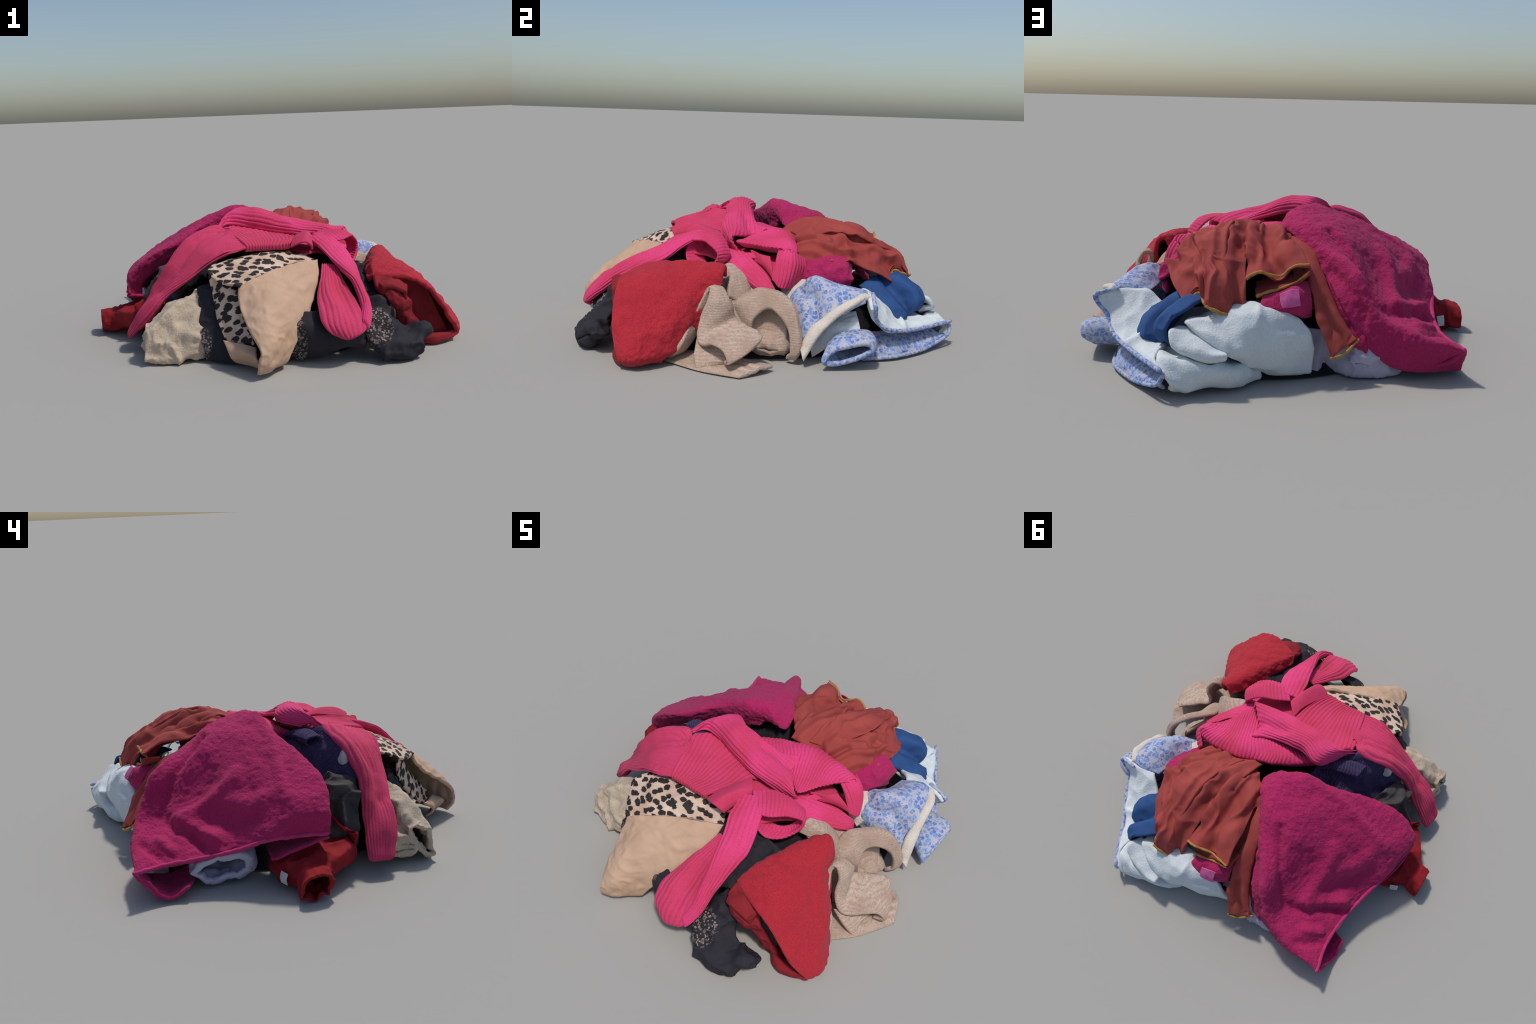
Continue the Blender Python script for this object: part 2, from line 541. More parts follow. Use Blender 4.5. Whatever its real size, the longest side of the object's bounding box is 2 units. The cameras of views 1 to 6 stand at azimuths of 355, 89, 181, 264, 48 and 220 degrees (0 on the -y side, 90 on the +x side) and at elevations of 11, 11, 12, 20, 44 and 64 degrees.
# --------------------------------------------------- magenta fleece blanket
g = garment("fleece_blanket", (-.45, .3, 0), "large magenta plush fleece draped over the heap", "blanket")
FLEECE = [
 [(-.14,.10,.50),(-.10,.12,.540),(.000,.150,.528),(-.02,.24,.562),(-.08,.31,.55),(-.11,.36,.52),(-.13,.40,.49),(-.16,.46,.42)],
 [(-.20,.07,.49),(-.185,.055,.588),(-.13,.12,.648),(-.14,.22,.630),(-.165,.32,.600),(-.19,.39,.545),(-.20,.44,.505),(-.22,.51,.42)],
 [(-.36,.04,.44),(-.345,-.008,.570),(-.33,.09,.602),(-.32,.23,.592),(-.335,.36,.545),(-.365,.48,.462),(-.355,.59,.445),(-.305,.64,.30)],
 [(-.52,-.05,.37),(-.50,-.105,.500),(-.53,.05,.508),(-.50,.23,.475),(-.47,.38,.385),(-.445,.55,.325),(-.425,.665,.325),(-.39,.690,.17)],
 [(-.66,-.10,.31),(-.648,-.165,.448),(-.675,.03,.420),(-.63,.23,.355),(-.56,.48,.260),(-.52,.585,.240),(-.50,.710,.252),(-.51,.705,.06)],
 [(-.73,-.11,.23),(-.775,-.160,.340),(-.770,.03,.330),(-.705,.22,.265),(-.66,.44,.212),(-.65,.58,.200),(-.65,.720,.190),(-.66,.69,.03)],
 [(-.74,-.10,.19),(-.797,-.152,.243),(-.787,.10,.233),(-.765,.264,.182),(-.757,.44,.155),(-.775,.58,.150),(-.825,.716,.149),(-.835,.61,.012)],
]
FLEECE_FOLDS = [
 ([(-.572,.49,.252),(-.625,.42,.235),(-.690,.345,.215)], .040, .032),
 ([(-.53,.55,.24),(-.60,.47,.20),(-.70,.40,.18)], -.028, .030),
 ([(-.20,.08,.63),(-.40,.04,.57),(-.60,.035,.49),(-.70,.025,.38)], .014, .028),
 ([(-.53,.24,.50),(-.55,.32,.42),(-.55,.42,.34),(-.535,.53,.275)], .030, .032),
 ([(-.62,.38,.26),(-.64,.28,.31),(-.64,.18,.38)], -.020, .050),
 ([(-.64,.22,.36),(-.70,.12,.33)], .018, .030),
 ([(-.26,.36,.58),(-.34,.45,.49),(-.42,.53,.37),(-.49,.58,.27)], -.020, .020),
 ([(-.64,.60,.23),(-.70,.55,.21)], .026, .028),
 ([(-.68,.08,.45),(-.635,.20,.37),(-.60,.28,.33)], .016, .028),
 ([(-.70,.15,.33),(-.66,.27,.27)], -.014, .03),
 ([(-.22,.46,.48),(-.31,.54,.46),(-.37,.61,.42)], .010, .022),
 ([(-.25,.53,.43),(-.33,.62,.38),(-.40,.68,.28)], -.016, .014),
 ([(-.66,.67,.21),(-.73,.60,.19)], -.018, .022),
]
sheet("blanket_drape", FLEECE, MAGENTA, g, half=.011, step=.0055, ridges=FLEECE_FOLDS, rough=PLUSH + [(.0025, 85, 'lump')])
cord("hem_band", [(x + .006, y, z) for x, y, z in FLEECE[-1][1:7]], .010, PIPING, g, wave=.15)
sheet("blanket_side", [
 [(-.18,.42,.47),(-.25,.51,.42),(-.32,.60,.34),(-.40,.66,.26)],
 [(-.19,.50,.38),(-.255,.58,.33),(-.325,.65,.25),(-.41,.70,.16)],
 [(-.20,.54,.28),(-.26,.61,.22),(-.33,.67,.15),(-.42,.70,.06)]], MAGENTA, g, half=.010, rough=PLUSH + [(.008, 16, 'crease')])
sheet("blanket_cuff", [
 [(-.60,-.10,.23),(-.62,.0,.17),(-.62,.11,.13)],
 [(-.71,-.13,.225),(-.72,-.02,.185),(-.71,.11,.14)],
 [(-.797,-.150,.238),(-.805,-.02,.190),(-.785,.109,.14)]], MAGENTA, g, half=.008, rough=PLUSH)
sheet("blanket_corner", [
 [(-.62,.44,.06),(-.64,.56,.03),(-.66,.68,.05)],
 [(-.72,.45,.03),(-.73,.57,.012),(-.75,.69,.06)],
 [(-.825,.47,.05),(-.84,.58,.012),(-.825,.705,.125)]], MAGENTA, g, half=.009, rough=PLUSH)

# --------------------------------------------------------- pink ribbed sweater
g = garment("ribbed_sweater", (.05, -.2, 0), "crumpled hot pink rib knit sweater on top", "sweater")
SW = dict(step=.006, step_v=.003)
SOFTER = [(.006, 8, 'lump'), (.003, 19, 'lump')]
sheet("front_panel", [
 [(-.27,-.18,.55),(-.194,-.150,.56),(-.046,-.14,.535),(.06,-.15,.51),(.14,-.17,.50)],
 [(-.262,-.25,.584),(-.194,-.190,.587),(-.046,-.188,.550),(.05,-.20,.533),(.125,-.205,.522)],
 [(-.225,-.33,.568),(-.15,-.30,.562),(-.04,-.29,.540),(.06,-.30,.530),(.115,-.29,.530)],
 [(-.19,-.42,.548),(-.11,-.40,.542),(-.03,-.38,.533),(.05,-.38,.530),(.09,-.37,.535)],
 [(-.165,-.475,.526),(-.105,-.467,.526),(-.047,-.455,.523),(.03,-.448,.520),(.065,-.445,.522)],
 [(-.165,-.480,.49),(-.105,-.472,.490),(-.047,-.460,.488),(.03,-.45,.486),(.065,-.445,.488)]],
 PINK_DEEP, g, half=.009, ribs=('v', .0036), rough=SOFTER, **SW)
sleeve("sleeve",
 [(-.225,-.27,.578),(-.30,-.25,.578),(-.37,-.255,.565),(-.46,-.305,.522),(-.553,-.348,.41),(-.63,-.345,.285),(-.715,-.335,.175),(-.785,-.332,.070)],
 [(-.14,-.47,.512),(-.21,-.50,.50),(-.27,-.518,.485),(-.345,-.515,.445),(-.435,-.512,.380),(-.575,-.502,.285),(-.680,-.497,.175),(-.780,-.462,.070)],
 [.012,.014,.014,.018,.022,.028,.030,.022], PINK_DEEP, g, half=.006, close=(False, True), ribs=('v', .0036), power=.9,
 ridges=[([(-.30,-.26,.60),(-.42,-.31,.56),(-.54,-.38,.43),(-.63,-.38,.31)], .022, .028),
         ([(-.28,-.32,.58),(-.40,-.38,.52),(-.51,-.43,.40),(-.61,-.44,.30)], -.014, .026),
         ([(-.62,-.47,.27),(-.72,-.44,.16)], .012, .02)], rough=SOFTER, **SW)
sheet("collar", [
 [(.060,-.445,.505),(.085,-.37,.532),(.115,-.28,.535),(.125,-.20,.520)],
 [(.095,-.458,.522),(.125,-.39,.552),(.150,-.31,.555),(.165,-.23,.530)],
 [(.140,-.465,.530),(.162,-.40,.558),(.185,-.325,.556),(.20,-.26,.525)],
 [(.178,-.452,.508),(.185,-.395,.525),(.200,-.34,.520),(.21,-.28,.500)],
 [(.19,-.44,.48),(.195,-.39,.49),(.20,-.34,.485),(.21,-.29,.475)]], PINK_DEEP, g, step=.005, half=.006, rough=[(.004, 12, 'lump')])
FOLD = [
 [(-.285,-.255,.570),(-.290,-.245,.592),(-.275,-.205,.605),(-.255,-.16,.590),(-.24,-.14,.57)],
 [(-.225,-.190,.590),(-.235,-.172,.635),(-.20,-.11,.662),(-.175,-.03,.630),(-.19,-.035,.59)],
 [(-.10,-.180,.555),(-.105,-.175,.615),(-.08,-.12,.668),(-.065,-.055,.642),(-.06,-.03,.59)],
 [(.03,-.190,.530),(.03,-.185,.580),(.05,-.12,.622),(.07,-.04,.602),(.075,-.01,.565)],
 [(.15,-.190,.515),(.155,-.185,.555),(.19,-.12,.588),(.17,-.03,.562),(.15,.01,.550)],
 [(.26,-.170,.480),(.27,-.165,.535),(.285,-.115,.562),(.235,-.025,.526),(.19,.035,.552)],
 [(.345,-.100,.43),(.352,-.138,.50),(.338,-.12,.528),(.240,-.022,.513),(.211,.045,.549)]]
sheet("rolled_hem", FOLD, PINK, g, half=.008, ribs=('v', .0036), rough=SOFTER, **SW,
 ridges=[([(.08,-.07,.60),(.20,-.05,.56),(.25,-.03,.52)], -.014, .025), ([(-.20,-.15,.64),(-.08,-.155,.64),(.10,-.17,.58)], .010, .02)])
sheet("back_panel", [
 [(-.20,-.10,.49),(-.05,.03,.48),(.08,.10,.47),(.21,.16,.46),(.38,.20,.43),(.46,.19,.40)],
 [(-.20,-.12,.53),(-.03,.055,.52),(.09,.125,.52),(.215,.185,.51),(.41,.205,.475),(.487,.185,.47)],
 [(-.16,-.10,.535),(-.01,.02,.545),(.10,.08,.545),(.235,.135,.54),(.39,.16,.510),(.478,.170,.500)],
 [(-.12,-.09,.52),(.03,-.02,.545),(.16,.03,.540),(.27,.06,.528),(.38,.10,.505),(.465,.140,.495)],
 [(-.08,-.09,.50),(.08,-.06,.52),(.22,-.05,.500),(.345,-.10,.505),(.40,.03,.490),(.455,.112,.488)],
 [(-.06,-.10,.47),(.09,-.08,.49),(.24,-.06,.46),(.33,-.07,.46),(.38,.05,.450),(.43,.12,.45)]],
 PINK, g, half=.008, step=.006, step_v=.003, ribs=('v', .0036), rough=SOFTER)
sheet("hem_cuff", [
 [(.43,.10,.480),(.455,.135,.488),(.482,.18,.480),(.42,.24,.44)],
 [(.475,.085,.44),(.500,.125,.450),(.512,.185,.425),(.44,.25,.39)],
 [(.515,.075,.385),(.535,.115,.375),(.53,.17,.36),(.45,.23,.34)],
 [(.535,.075,.35),(.552,.105,.315),(.535,.145,.30),(.46,.19,.29)]], PINK, g, half=.006, ribs=('v', .004), step=.006, step_v=.003)
sheet("inner_flap", [
 [(.36,-.04,.46),(.42,.0,.455),(.455,.06,.45)],
 [(.40,-.02,.41),(.46,.03,.41),(.50,.07,.40)],
 [(.42,.01,.40),(.475,.05,.37),(.53,.075,.345)]], PINK_DEEP, g, half=.004)
sheet("turned_hem", [
 [(.335,-.10,.44),(.37,-.05,.45),(.40,.0,.455)],
 [(.355,-.095,.425),(.395,-.04,.425),(.425,.01,.43)]], PINK, g, half=.005, step=.004)
sheet("inner_layer", [
 [(.03,-.42,.45),(.14,-.42,.455),(.24,-.36,.45),(.32,-.33,.43)],
 [(.05,-.30,.48),(.16,-.30,.475),(.28,-.24,.46),(.38,-.23,.43)],
 [(.05,-.16,.48),(.20,-.15,.47),(.32,-.12,.43),(.42,-.12,.375)],
 [(.08,.0,.47),(.22,.0,.45),(.36,.0,.42),(.48,.03,.35)],
 [(.10,.10,.46),(.24,.10,.44),(.38,.12,.40),(.48,.14,.32)]], PINK_DEEP, g, half=.006, rough=SOFTER)
sleeve("lower_band",
 [(.30,-.07,.44),(.40,-.02,.42),(.48,.05,.36),(.545,.10,.295)],
 [(.32,-.19,.43),(.42,-.16,.395),(.50,-.07,.34),(.578,.050,.275)],
 [.024,.022,.020,.016], PINK, g, half=.005, close=(False, True), ribs=('v', .0036), rough=SOFTER, **SW)
sleeve("sleeve",
 [(.175,-.31,.515),(.205,-.42,.495),(.250,-.52,.445),(.300,-.62,.405),(.335,-.71,.365),(.350,-.79,.290),(.335,-.85,.21)],
 [(.29,-.26,.525),(.355,-.37,.470),(.388,-.46,.405),(.392,-.60,.335),(.392,-.71,.275),(.388,-.80,.210),(.360,-.86,.165)],
 [.016,.022,.026,.026,.026,.024,.016], PINK, g, half=.006, close=(False, True), ribs=('v', .0036), up=(.4, -.3, 1), power=.9, rough=SOFTER, **SW)
sheet("sleeve_underside", [
 [(.215,-.50,.42),(.25,-.50,.42),(.29,-.50,.41)],
 [(.185,-.60,.362),(.23,-.61,.372),(.30,-.60,.365)],
 [(.152,-.70,.312),(.22,-.71,.318),(.32,-.69,.318)],
 [(.142,-.80,.277),(.23,-.81,.272),(.345,-.78,.262)],
 [(.145,-.865,.222),(.24,-.89,.205),(.365,-.845,.205)],
 [(.18,-.890,.165),(.26,-.905,.150),(.345,-.880,.160)],
 [(.22,-.86,.14),(.27,-.87,.125),(.32,-.85,.135)]], PINK_DEEP, g, half=.007, ribs=('v', .0036), flip=False, rough=SOFTER,
 ridges=[([(.20,-.64,.36),(.21,-.80,.29)], .012, .03), ([(.26,-.66,.36),(.28,-.82,.27)], -.012, .03)], **SW)
sheet("open_cuff", [
 [(.20,-.27,.53),(.27,-.21,.545),(.35,-.17,.525),(.42,-.13,.46),(.42,-.15,.40),(.38,-.21,.36),(.33,-.26,.38),(.27,-.28,.43),(.24,-.29,.49)],
 [(.255,-.315,.525),(.325,-.265,.540),(.40,-.21,.530),(.458,-.16,.468),(.452,-.172,.400),(.415,-.235,.355),(.35,-.29,.370),(.29,-.32,.43),(.265,-.325,.495)],
 [(.295,-.350,.500),(.37,-.320,.510),(.43,-.262,.520),(.478,-.192,.462),(.470,-.210,.400),(.422,-.285,.358),(.365,-.350,.378),(.315,-.370,.43),(.295,-.360,.485)]],
 PINK, g, half=.007, ribs=('v', .003), rough=SOFTER, step=.006, step_v=.003)

# ---------------------------------------------------- rust top with mustard edge
g = garment("rust_top", (.1, .45, 0), "soft rust brown top with scalloped mustard edging", "shirt")
RB = [
 [(.415,.22,.39),(.35,.20,.445),(.26,.20,.485),(.16,.15,.510),(.06,.13,.525)],
 [(.445,.33,.415),(.36,.30,.505),(.27,.29,.545),(.165,.28,.585),(.06,.25,.597)],
 [(.462,.42,.435),(.39,.42,.505),(.30,.42,.550),(.19,.40,.575),(.09,.40,.545)],
 [(.435,.55,.390),(.38,.55,.460),(.30,.56,.510),(.20,.54,.540),(.105,.52,.490)],
 [(.38,.65,.338),(.33,.65,.410),(.265,.69,.440),(.18,.66,.465),(.10,.60,.465)],
 [(.365,.69,.32),(.31,.70,.365),(.245,.76,.380),(.16,.735,.380),(.095,.68,.395)],
 [(.350,.69,.305),(.285,.70,.360),(.247,.785,.325),(.15,.755,.289),(.090,.740,.310)]]
RT = [
 [(.262,.215,.500),(.21,.20,.515),(.15,.17,.525)],
 [(.305,.31,.548),(.235,.30,.578),(.165,.29,.600)],
 [(.338,.395,.566),(.26,.40,.584),(.18,.39,.594)],
 [(.335,.50,.545),(.27,.51,.564),(.19,.50,.567)],
 [(.295,.62,.495),(.25,.63,.512),(.180,.62,.505)],
 [(.265,.73,.430),(.22,.735,.44),(.160,.715,.43)],
 [(.250,.803,.333),(.20,.795,.308),(.140,.780,.285)]]
sheet("top_layer", RT, RUST, g, half=.006, step=.006, rough=[(.008, 9, 'lump'), (.004, 15, 'crease')], pleats=[('v', 2.5, .009, .12, 1.2, 21)])
cord("hem_edging", RT[-1], .0062, MUSTARD, g, wave=.3)
sheet("body", RB, RUST, g, half=.006, step=.006, rough=[(.008, 9, 'lump'), (.005, 15, 'crease')],
 pleats=[('v', 4, .018, .08, .60, 3), ('v', 3, .020, .25, 1.2, 9)], ridges=[
 ([(.25,.20,.50),(.29,.27,.53),(.36,.36,.53)], .022, .016),
 ([(.30,.20,.48),(.34,.28,.52),(.41,.37,.49)], .022, .014),
 ([(.35,.20,.46),(.39,.28,.49),(.45,.37,.45)], .020, .014),
 ([(.275,.20,.49),(.32,.28,.53)], -.014, .012),
 ([(.23,.22,.52),(.30,.36,.57),(.37,.44,.55),(.44,.47,.49)], .022, .022),
 ([(.26,.30,.55),(.33,.39,.55),(.40,.43,.51)], -.020, .014),
 ([(.20,.30,.58),(.28,.50,.55),(.30,.62,.49),(.26,.70,.44)], .016, .025),
 ([(.33,.45,.55),(.34,.58,.48),(.31,.66,.42)], -.018, .020),
 ([(.16,.44,.57),(.17,.56,.53),(.17,.66,.47)], .012, .03),
 ([(.10,.16,.54),(.14,.28,.59),(.20,.40,.58)], .014, .018)])
cord("hem_edging", RB[-1], .0062, MUSTARD, g, wave=.3)
RM = [
 [(.11,.14,.50),(.05,.17,.53),(-.0,.21,.55),(-.05,.26,.55),(-.09,.31,.53)],
 [(.125,.30,.565),(.06,.28,.597),(.01,.29,.585),(-.04,.32,.575),(-.09,.37,.54)],
 [(.125,.42,.525),(.08,.42,.545),(.02,.43,.535),(-.04,.43,.55),(-.11,.45,.515)],
 [(.105,.55,.475),(.06,.55,.495),(-.0,.56,.485),(-.06,.56,.53),(-.14,.57,.51)],
 [(.100,.68,.418),(.04,.685,.450),(-.043,.65,.426),(-.10,.66,.475),(-.168,.665,.484)]]
sheet("middle_lobe", RM, RUST, g, half=.006, step=.006, rough=SOFT, pleats=[('v', 3, .014, -.2, .9, 5)], ridges=[
 ([(.10,.24,.59),(.10,.40,.55),(.085,.55,.49)], .022, .022),
 ([(.03,.24,.58),(.03,.40,.54),(.0,.55,.48),(-.04,.64,.43)], -.020, .018),
 ([(-.03,.26,.57),(-.05,.42,.55),(-.09,.56,.52)], .014, .03),
 ([(.065,.26,.59),(.06,.36,.57)], -.016, .012)])
cord("hem_edging", RM[-1], .0062, MUSTARD, g, wave=.3)
RL = [
 [(.06,.58,.38),(.0,.57,.40),(-.07,.56,.41),(-.13,.56,.43),(-.165,.57,.46)],
 [(.06,.64,.365),(-.005,.63,.385),(-.07,.62,.40),(-.13,.61,.425),(-.165,.62,.46)],
 [(.055,.696,.351),(-.01,.685,.370),(-.07,.668,.386),(-.125,.665,.415),(-.168,.665,.455)]]
sheet("under_lobe", RL, RUST, g, half=.005, rough=SOFT)
cord("hem_edging", RL[-1], .0062, MUSTARD, g, wave=.35)
sheet("side_fold", [[(-.04,.34,.515),(-.09,.36,.515),(-.15,.39,.505)], [(-.08,.48,.455),(-.135,.48,.455),(-.20,.48,.44)],
 [(-.12,.60,.385),(-.17,.59,.380),(-.235,.57,.36)], [(-.15,.66,.30),(-.20,.65,.29),(-.26,.62,.27)]], RUST, g, half=.006, rough=SOFT)
RS_L = [(-.06,.30,.535),(-.125,.45,.475),(-.165,.60,.40),(-.185,.68,.31),(-.21,.735,.23),(-.235,.765,.165),(-.256,.784,.118)]
RS_R = [(-.12,.33,.53),(-.20,.45,.47),(-.245,.54,.39),(-.285,.62,.30),(-.325,.67,.24),(-.365,.705,.20),(-.38,.715,.185)]
sleeve("sleeve", RS_L, RS_R, [.014,.018,.020,.022,.022,.018,.012], RUST, g, half=.004, up=(0, .5, .8), rough=SOFT,
 ridges=[([(-.235,.66,.31),(-.275,.715,.23),(-.30,.735,.19)], -.022, .018)])
cord("hem_edging", [RS_L[-1], (-.29,.775,.128), (-.325,.758,.142), (-.355,.735,.165), RS_R[-1]], .0062, MUSTARD, g, wave=.3)

# ----------------------------------------------------- floral sherpa blanket
g = garment("sherpa_blanket", (.4, .65, 0), "blue floral blanket with thick white sherpa lining", "blanket")
sheet("floral_fold", [
 [(.45,.13,.21),(.48,.17,.29),(.48,.27,.345),(.51,.38,.315),(.53,.48,.32)],
 [(.54,.15,.19),(.545,.17,.275),(.58,.275,.368),(.60,.38,.365),(.61,.52,.332)],
 [(.66,.17,.13),(.662,.205,.235),(.672,.285,.302),(.68,.40,.348),(.69,.52,.335)],
 [(.755,.205,.07),(.745,.25,.165),(.735,.33,.23),(.73,.42,.29),(.715,.50,.325)],
 [(.785,.225,.055),(.770,.285,.155),(.760,.36,.22),(.758,.42,.265),(.74,.50,.31)]], FLORAL, g, half=.008,
 ridges=[([(.58,.20,.30),(.66,.26,.27),(.75,.28,.19)], -.024, .022), ([(.55,.26,.35),(.66,.32,.31),(.74,.36,.25)], .018, .03)], rough=SOFT)
sheet("fleece_border", [
 [(.810,.218,.035),(.797,.283,.145),(.782,.352,.222),(.772,.413,.272),(.755,.475,.312),(.70,.535,.325)],
 [(.790,.205,.070),(.778,.262,.178),(.766,.335,.247),(.755,.402,.294),(.735,.466,.328),(.685,.515,.334)],
 [(.755,.195,.075),(.742,.252,.186),(.734,.330,.250),(.725,.398,.298),(.705,.460,.328),(.66,.500,.330)]], CREAM, g, half=.013, rough=[(.003, 30, 'lump')])
WU = [
 [(.55,.50,.33),(.50,.54,.31),(.45,.60,.27),(.42,.70,.18),(.41,.79,.155)],
 [(.66,.53,.325),(.60,.56,.29),(.55,.63,.225),(.48,.75,.16),(.43,.86,.150)],
 [(.74,.535,.31),(.67,.56,.25),(.63,.635,.17),(.53,.775,.145),(.43,.92,.145)],
 [(.765,.545,.28),(.705,.565,.205),(.668,.635,.152),(.55,.785,.125),(.392,1.0,.128)]]
sheet("upper_lining", WU, SHERPA, g, half=.012, rough=FOLDED)
cord("piping", [(.66,.545,.325),(.74,.54,.305)] + WU[-1], .010, FLORAL, g, wave=.08)
sheet("lower_layer", [
 [(.60,.48,.13),(.57,.58,.12),(.49,.70,.11),(.37,.88,.10)],
 [(.68,.50,.06),(.63,.63,.07),(.545,.76,.06),(.415,.94,.075)],
 [(.685,.50,.008),(.655,.66,.015),(.565,.79,.015),(.415,.975,.06)],
 [(.66,.48,.006),(.63,.63,.006),(.54,.76,.006),(.40,.94,.02)]], FLORAL, g, half=.008, rough=SOFT)
cord("piping", [(.69,.50,.012),(.658,.66,.018),(.568,.795,.018),(.49,.885,.03),(.417,.978,.065),(.385,.990,.11)], .009, FLORAL, g, wave=.08)
sleeve("rolled_end", [(.58,.40,.08),(.70,.37,.085),(.79,.32,.065),(.84,.295,.045)], [(.60,.56,.11),(.70,.555,.125),(.79,.555,.130),(.845,.535,.115)],
 [.03,.055,.062,.045], FLORAL, g, half=.012, close=(False, False), up=(0, 0, 1), rough=SOFT)
sheet("turned_back_lining", [
 [(.39,.11,.35),(.43,.20,.350),(.46,.28,.345)],
 [(.45,.09,.275),(.49,.16,.300),(.52,.24,.335)],
 [(.48,.08,.18),(.53,.13,.205),(.56,.18,.265)]], CREAM, g, half=.010, rough=SOFT)
sheet("inner_lining", [
 [(.60,.24,.20),(.64,.34,.22),(.66,.47,.24)],
 [(.67,.25,.10),(.69,.35,.16),(.70,.48,.20)],
  [(.68,.27,.01),(.71,.36,.08),(.71,.50,.12)]], SHERPA, g, half=.008, rough=CRUMPLE)
sheet("middle_lining", [
 [(.50,.54,.27),(.40,.58,.26),(.28,.60,.28),(.15,.61,.30),(.0,.60,.31)],
 [(.48,.65,.16),(.40,.68,.17),(.31,.72,.20),(.20,.74,.24),(.05,.73,.29)],
 [(.46,.72,.13),(.40,.76,.135),(.33,.79,.17),(.22,.80,.19),(.06,.79,.23)]], SHERPA, g, half=.008, rough=SOFT)
sheet("white_bulge", [
 [(.44,.74,.140),(.41,.76,.155),(.34,.79,.150),(.25,.80,.14),(.12,.78,.11),(.02,.72,.08)],
 [(.44,.83,.140),(.42,.87,.155),(.36,.88,.15),(.26,.90,.135),(.14,.890,.105),(.02,.76,.06)],
 [(.42,.90,.132),(.405,.94,.138),(.34,.95,.115),(.25,.940,.095),(.14,.905,.075),(.02,.77,.04)],
 [(.385,.975,.105),(.368,.992,.09),(.31,.965,.05),(.23,.91,.03),(.13,.87,.025),(.02,.76,.015)],
 [(.36,.95,.04),(.35,.93,.02),(.30,.89,.01),(.2,.85,.01),(.12,.82,.01),(.02,.72,.01)]], SHERPA, g, half=.012, rough=FOLDED,
 ridges=[([(.42,.80,.16),(.34,.85,.155),(.22,.885,.135)], -.022, .022), ([(.40,.92,.14),(.28,.92,.11),(.15,.885,.09)], .010, .03)])
sheet("tail", [[(-.10,.66,.22),(-.20,.64,.20),(-.28,.60,.18)], [(-.14,.69,.12),(-.21,.66,.11),(-.28,.61,.10)],
 [(-.15,.68,.01),(-.22,.65,.01),(-.28,.60,.01)]], LAVENDER, g, half=.008, rough=CRUSH)
sheet("white_face", [
 [(.30,.70,.25),(.17,.68,.31),(.07,.68,.33),(-.03,.66,.30),(-.10,.64,.27)],
 [(.335,.80,.27),(.20,.785,.29),(.075,.785,.325),(-.03,.755,.315),(-.14,.715,.27)],
 [(.30,.84,.245),(.18,.84,.235),(.06,.825,.28),(-.05,.80,.25),(-.185,.725,.20)],
 [(.19,.885,.180),(.11,.880,.168),(.03,.845,.17),(-.07,.80,.15),(-.20,.72,.12)],
 [(.10,.84,.10),(.06,.83,.09),(.0,.81,.08),(-.08,.77,.05),(-.19,.71,.03)],
 [(.05,.77,.05),(.0,.75,.03),(-.05,.73,.02),(-.1,.7,.01),(-.18,.66,.01)]], SHERPA, g, half=.012, rough=FOLDED,
 ridges=[([(.33,.83,.265),(.24,.85,.23),(.16,.865,.19)], .012, .02)])
sheet("white_flap", [
 [(.365,.79,.250),(.30,.80,.24),(.22,.83,.20),(.15,.85,.16)],
 [(.385,.868,.248),(.318,.892,.212),(.235,.925,.185),(.145,.920,.175)],
 [(.375,.895,.195),(.312,.915,.165),(.225,.930,.145),(.150,.915,.145)],
 [(.345,.83,.165),(.29,.85,.14),(.22,.865,.12),(.17,.86,.12)]], SHERPA, g, half=.012, rough=FOLDED)

# ---------------------------------------------------------- smaller pieces, north
g = garment("blue_leggings", (.42, .68, 0), "folded navy blue cotton leggings with two rounded ends", "leggings")
sheet("folded_legs", [
 [(.42,.51,.31),(.38,.57,.34),(.33,.62,.345),(.28,.66,.36),(.22,.69,.36)],
 [(.510,.590,.268),(.455,.645,.298),(.390,.685,.280),(.375,.73,.338),(.30,.775,.340)],
 [(.555,.650,.208),(.510,.715,.235),(.440,.740,.215),(.448,.785,.280),(.385,.840,.280)],
 [(.555,.695,.165),(.515,.750,.175),(.450,.765,.170),(.465,.810,.215),(.41,.860,.215)],
 [(.515,.70,.135),(.48,.74,.135),(.43,.75,.145),(.43,.80,.165),(.38,.83,.165)]], NAVY, g, half=.010, rough=[(.010, 9, 'lump'), (.005, 18, 'crease')],
 ridges=[([(.34,.64,.34),(.39,.69,.26),(.43,.74,.19)], -.018, .014)])

g = garment("fleece_top", (.2, .5, 0), "magenta fleece garment peeking out below the rust top", "shirt")
sheet("fleece_bulge", [
 [(.38,.22,.40),(.41,.30,.44),(.42,.40,.455),(.41,.47,.42)],
 [(.43,.21,.37),(.465,.30,.405),(.48,.40,.435),(.475,.475,.37)],
 [(.44,.22,.32),(.485,.31,.345),(.505,.40,.36),(.49,.47,.33)],
 [(.43,.25,.27),(.47,.34,.28),(.48,.41,.29),(.46,.46,.29)]], MAGENTA, g, half=.012, rough=PLUSH + [(.012, 18, 'crease')])
sheet("fleece_bulge", [
 [(.03,.66,.36),(-.05,.64,.385),(-.11,.63,.40),(-.17,.58,.40)],
 [(.035,.745,.335),(-.05,.71,.36),(-.12,.70,.38),(-.18,.65,.36)],
 [(.01,.755,.305),(-.06,.75,.31),(-.13,.735,.315),(-.19,.68,.30)],
 [(-.02,.72,.28),(-.08,.72,.27),(-.15,.705,.255),(-.19,.66,.25)]], MAGENTA, g, half=.012, rough=PLUSH)
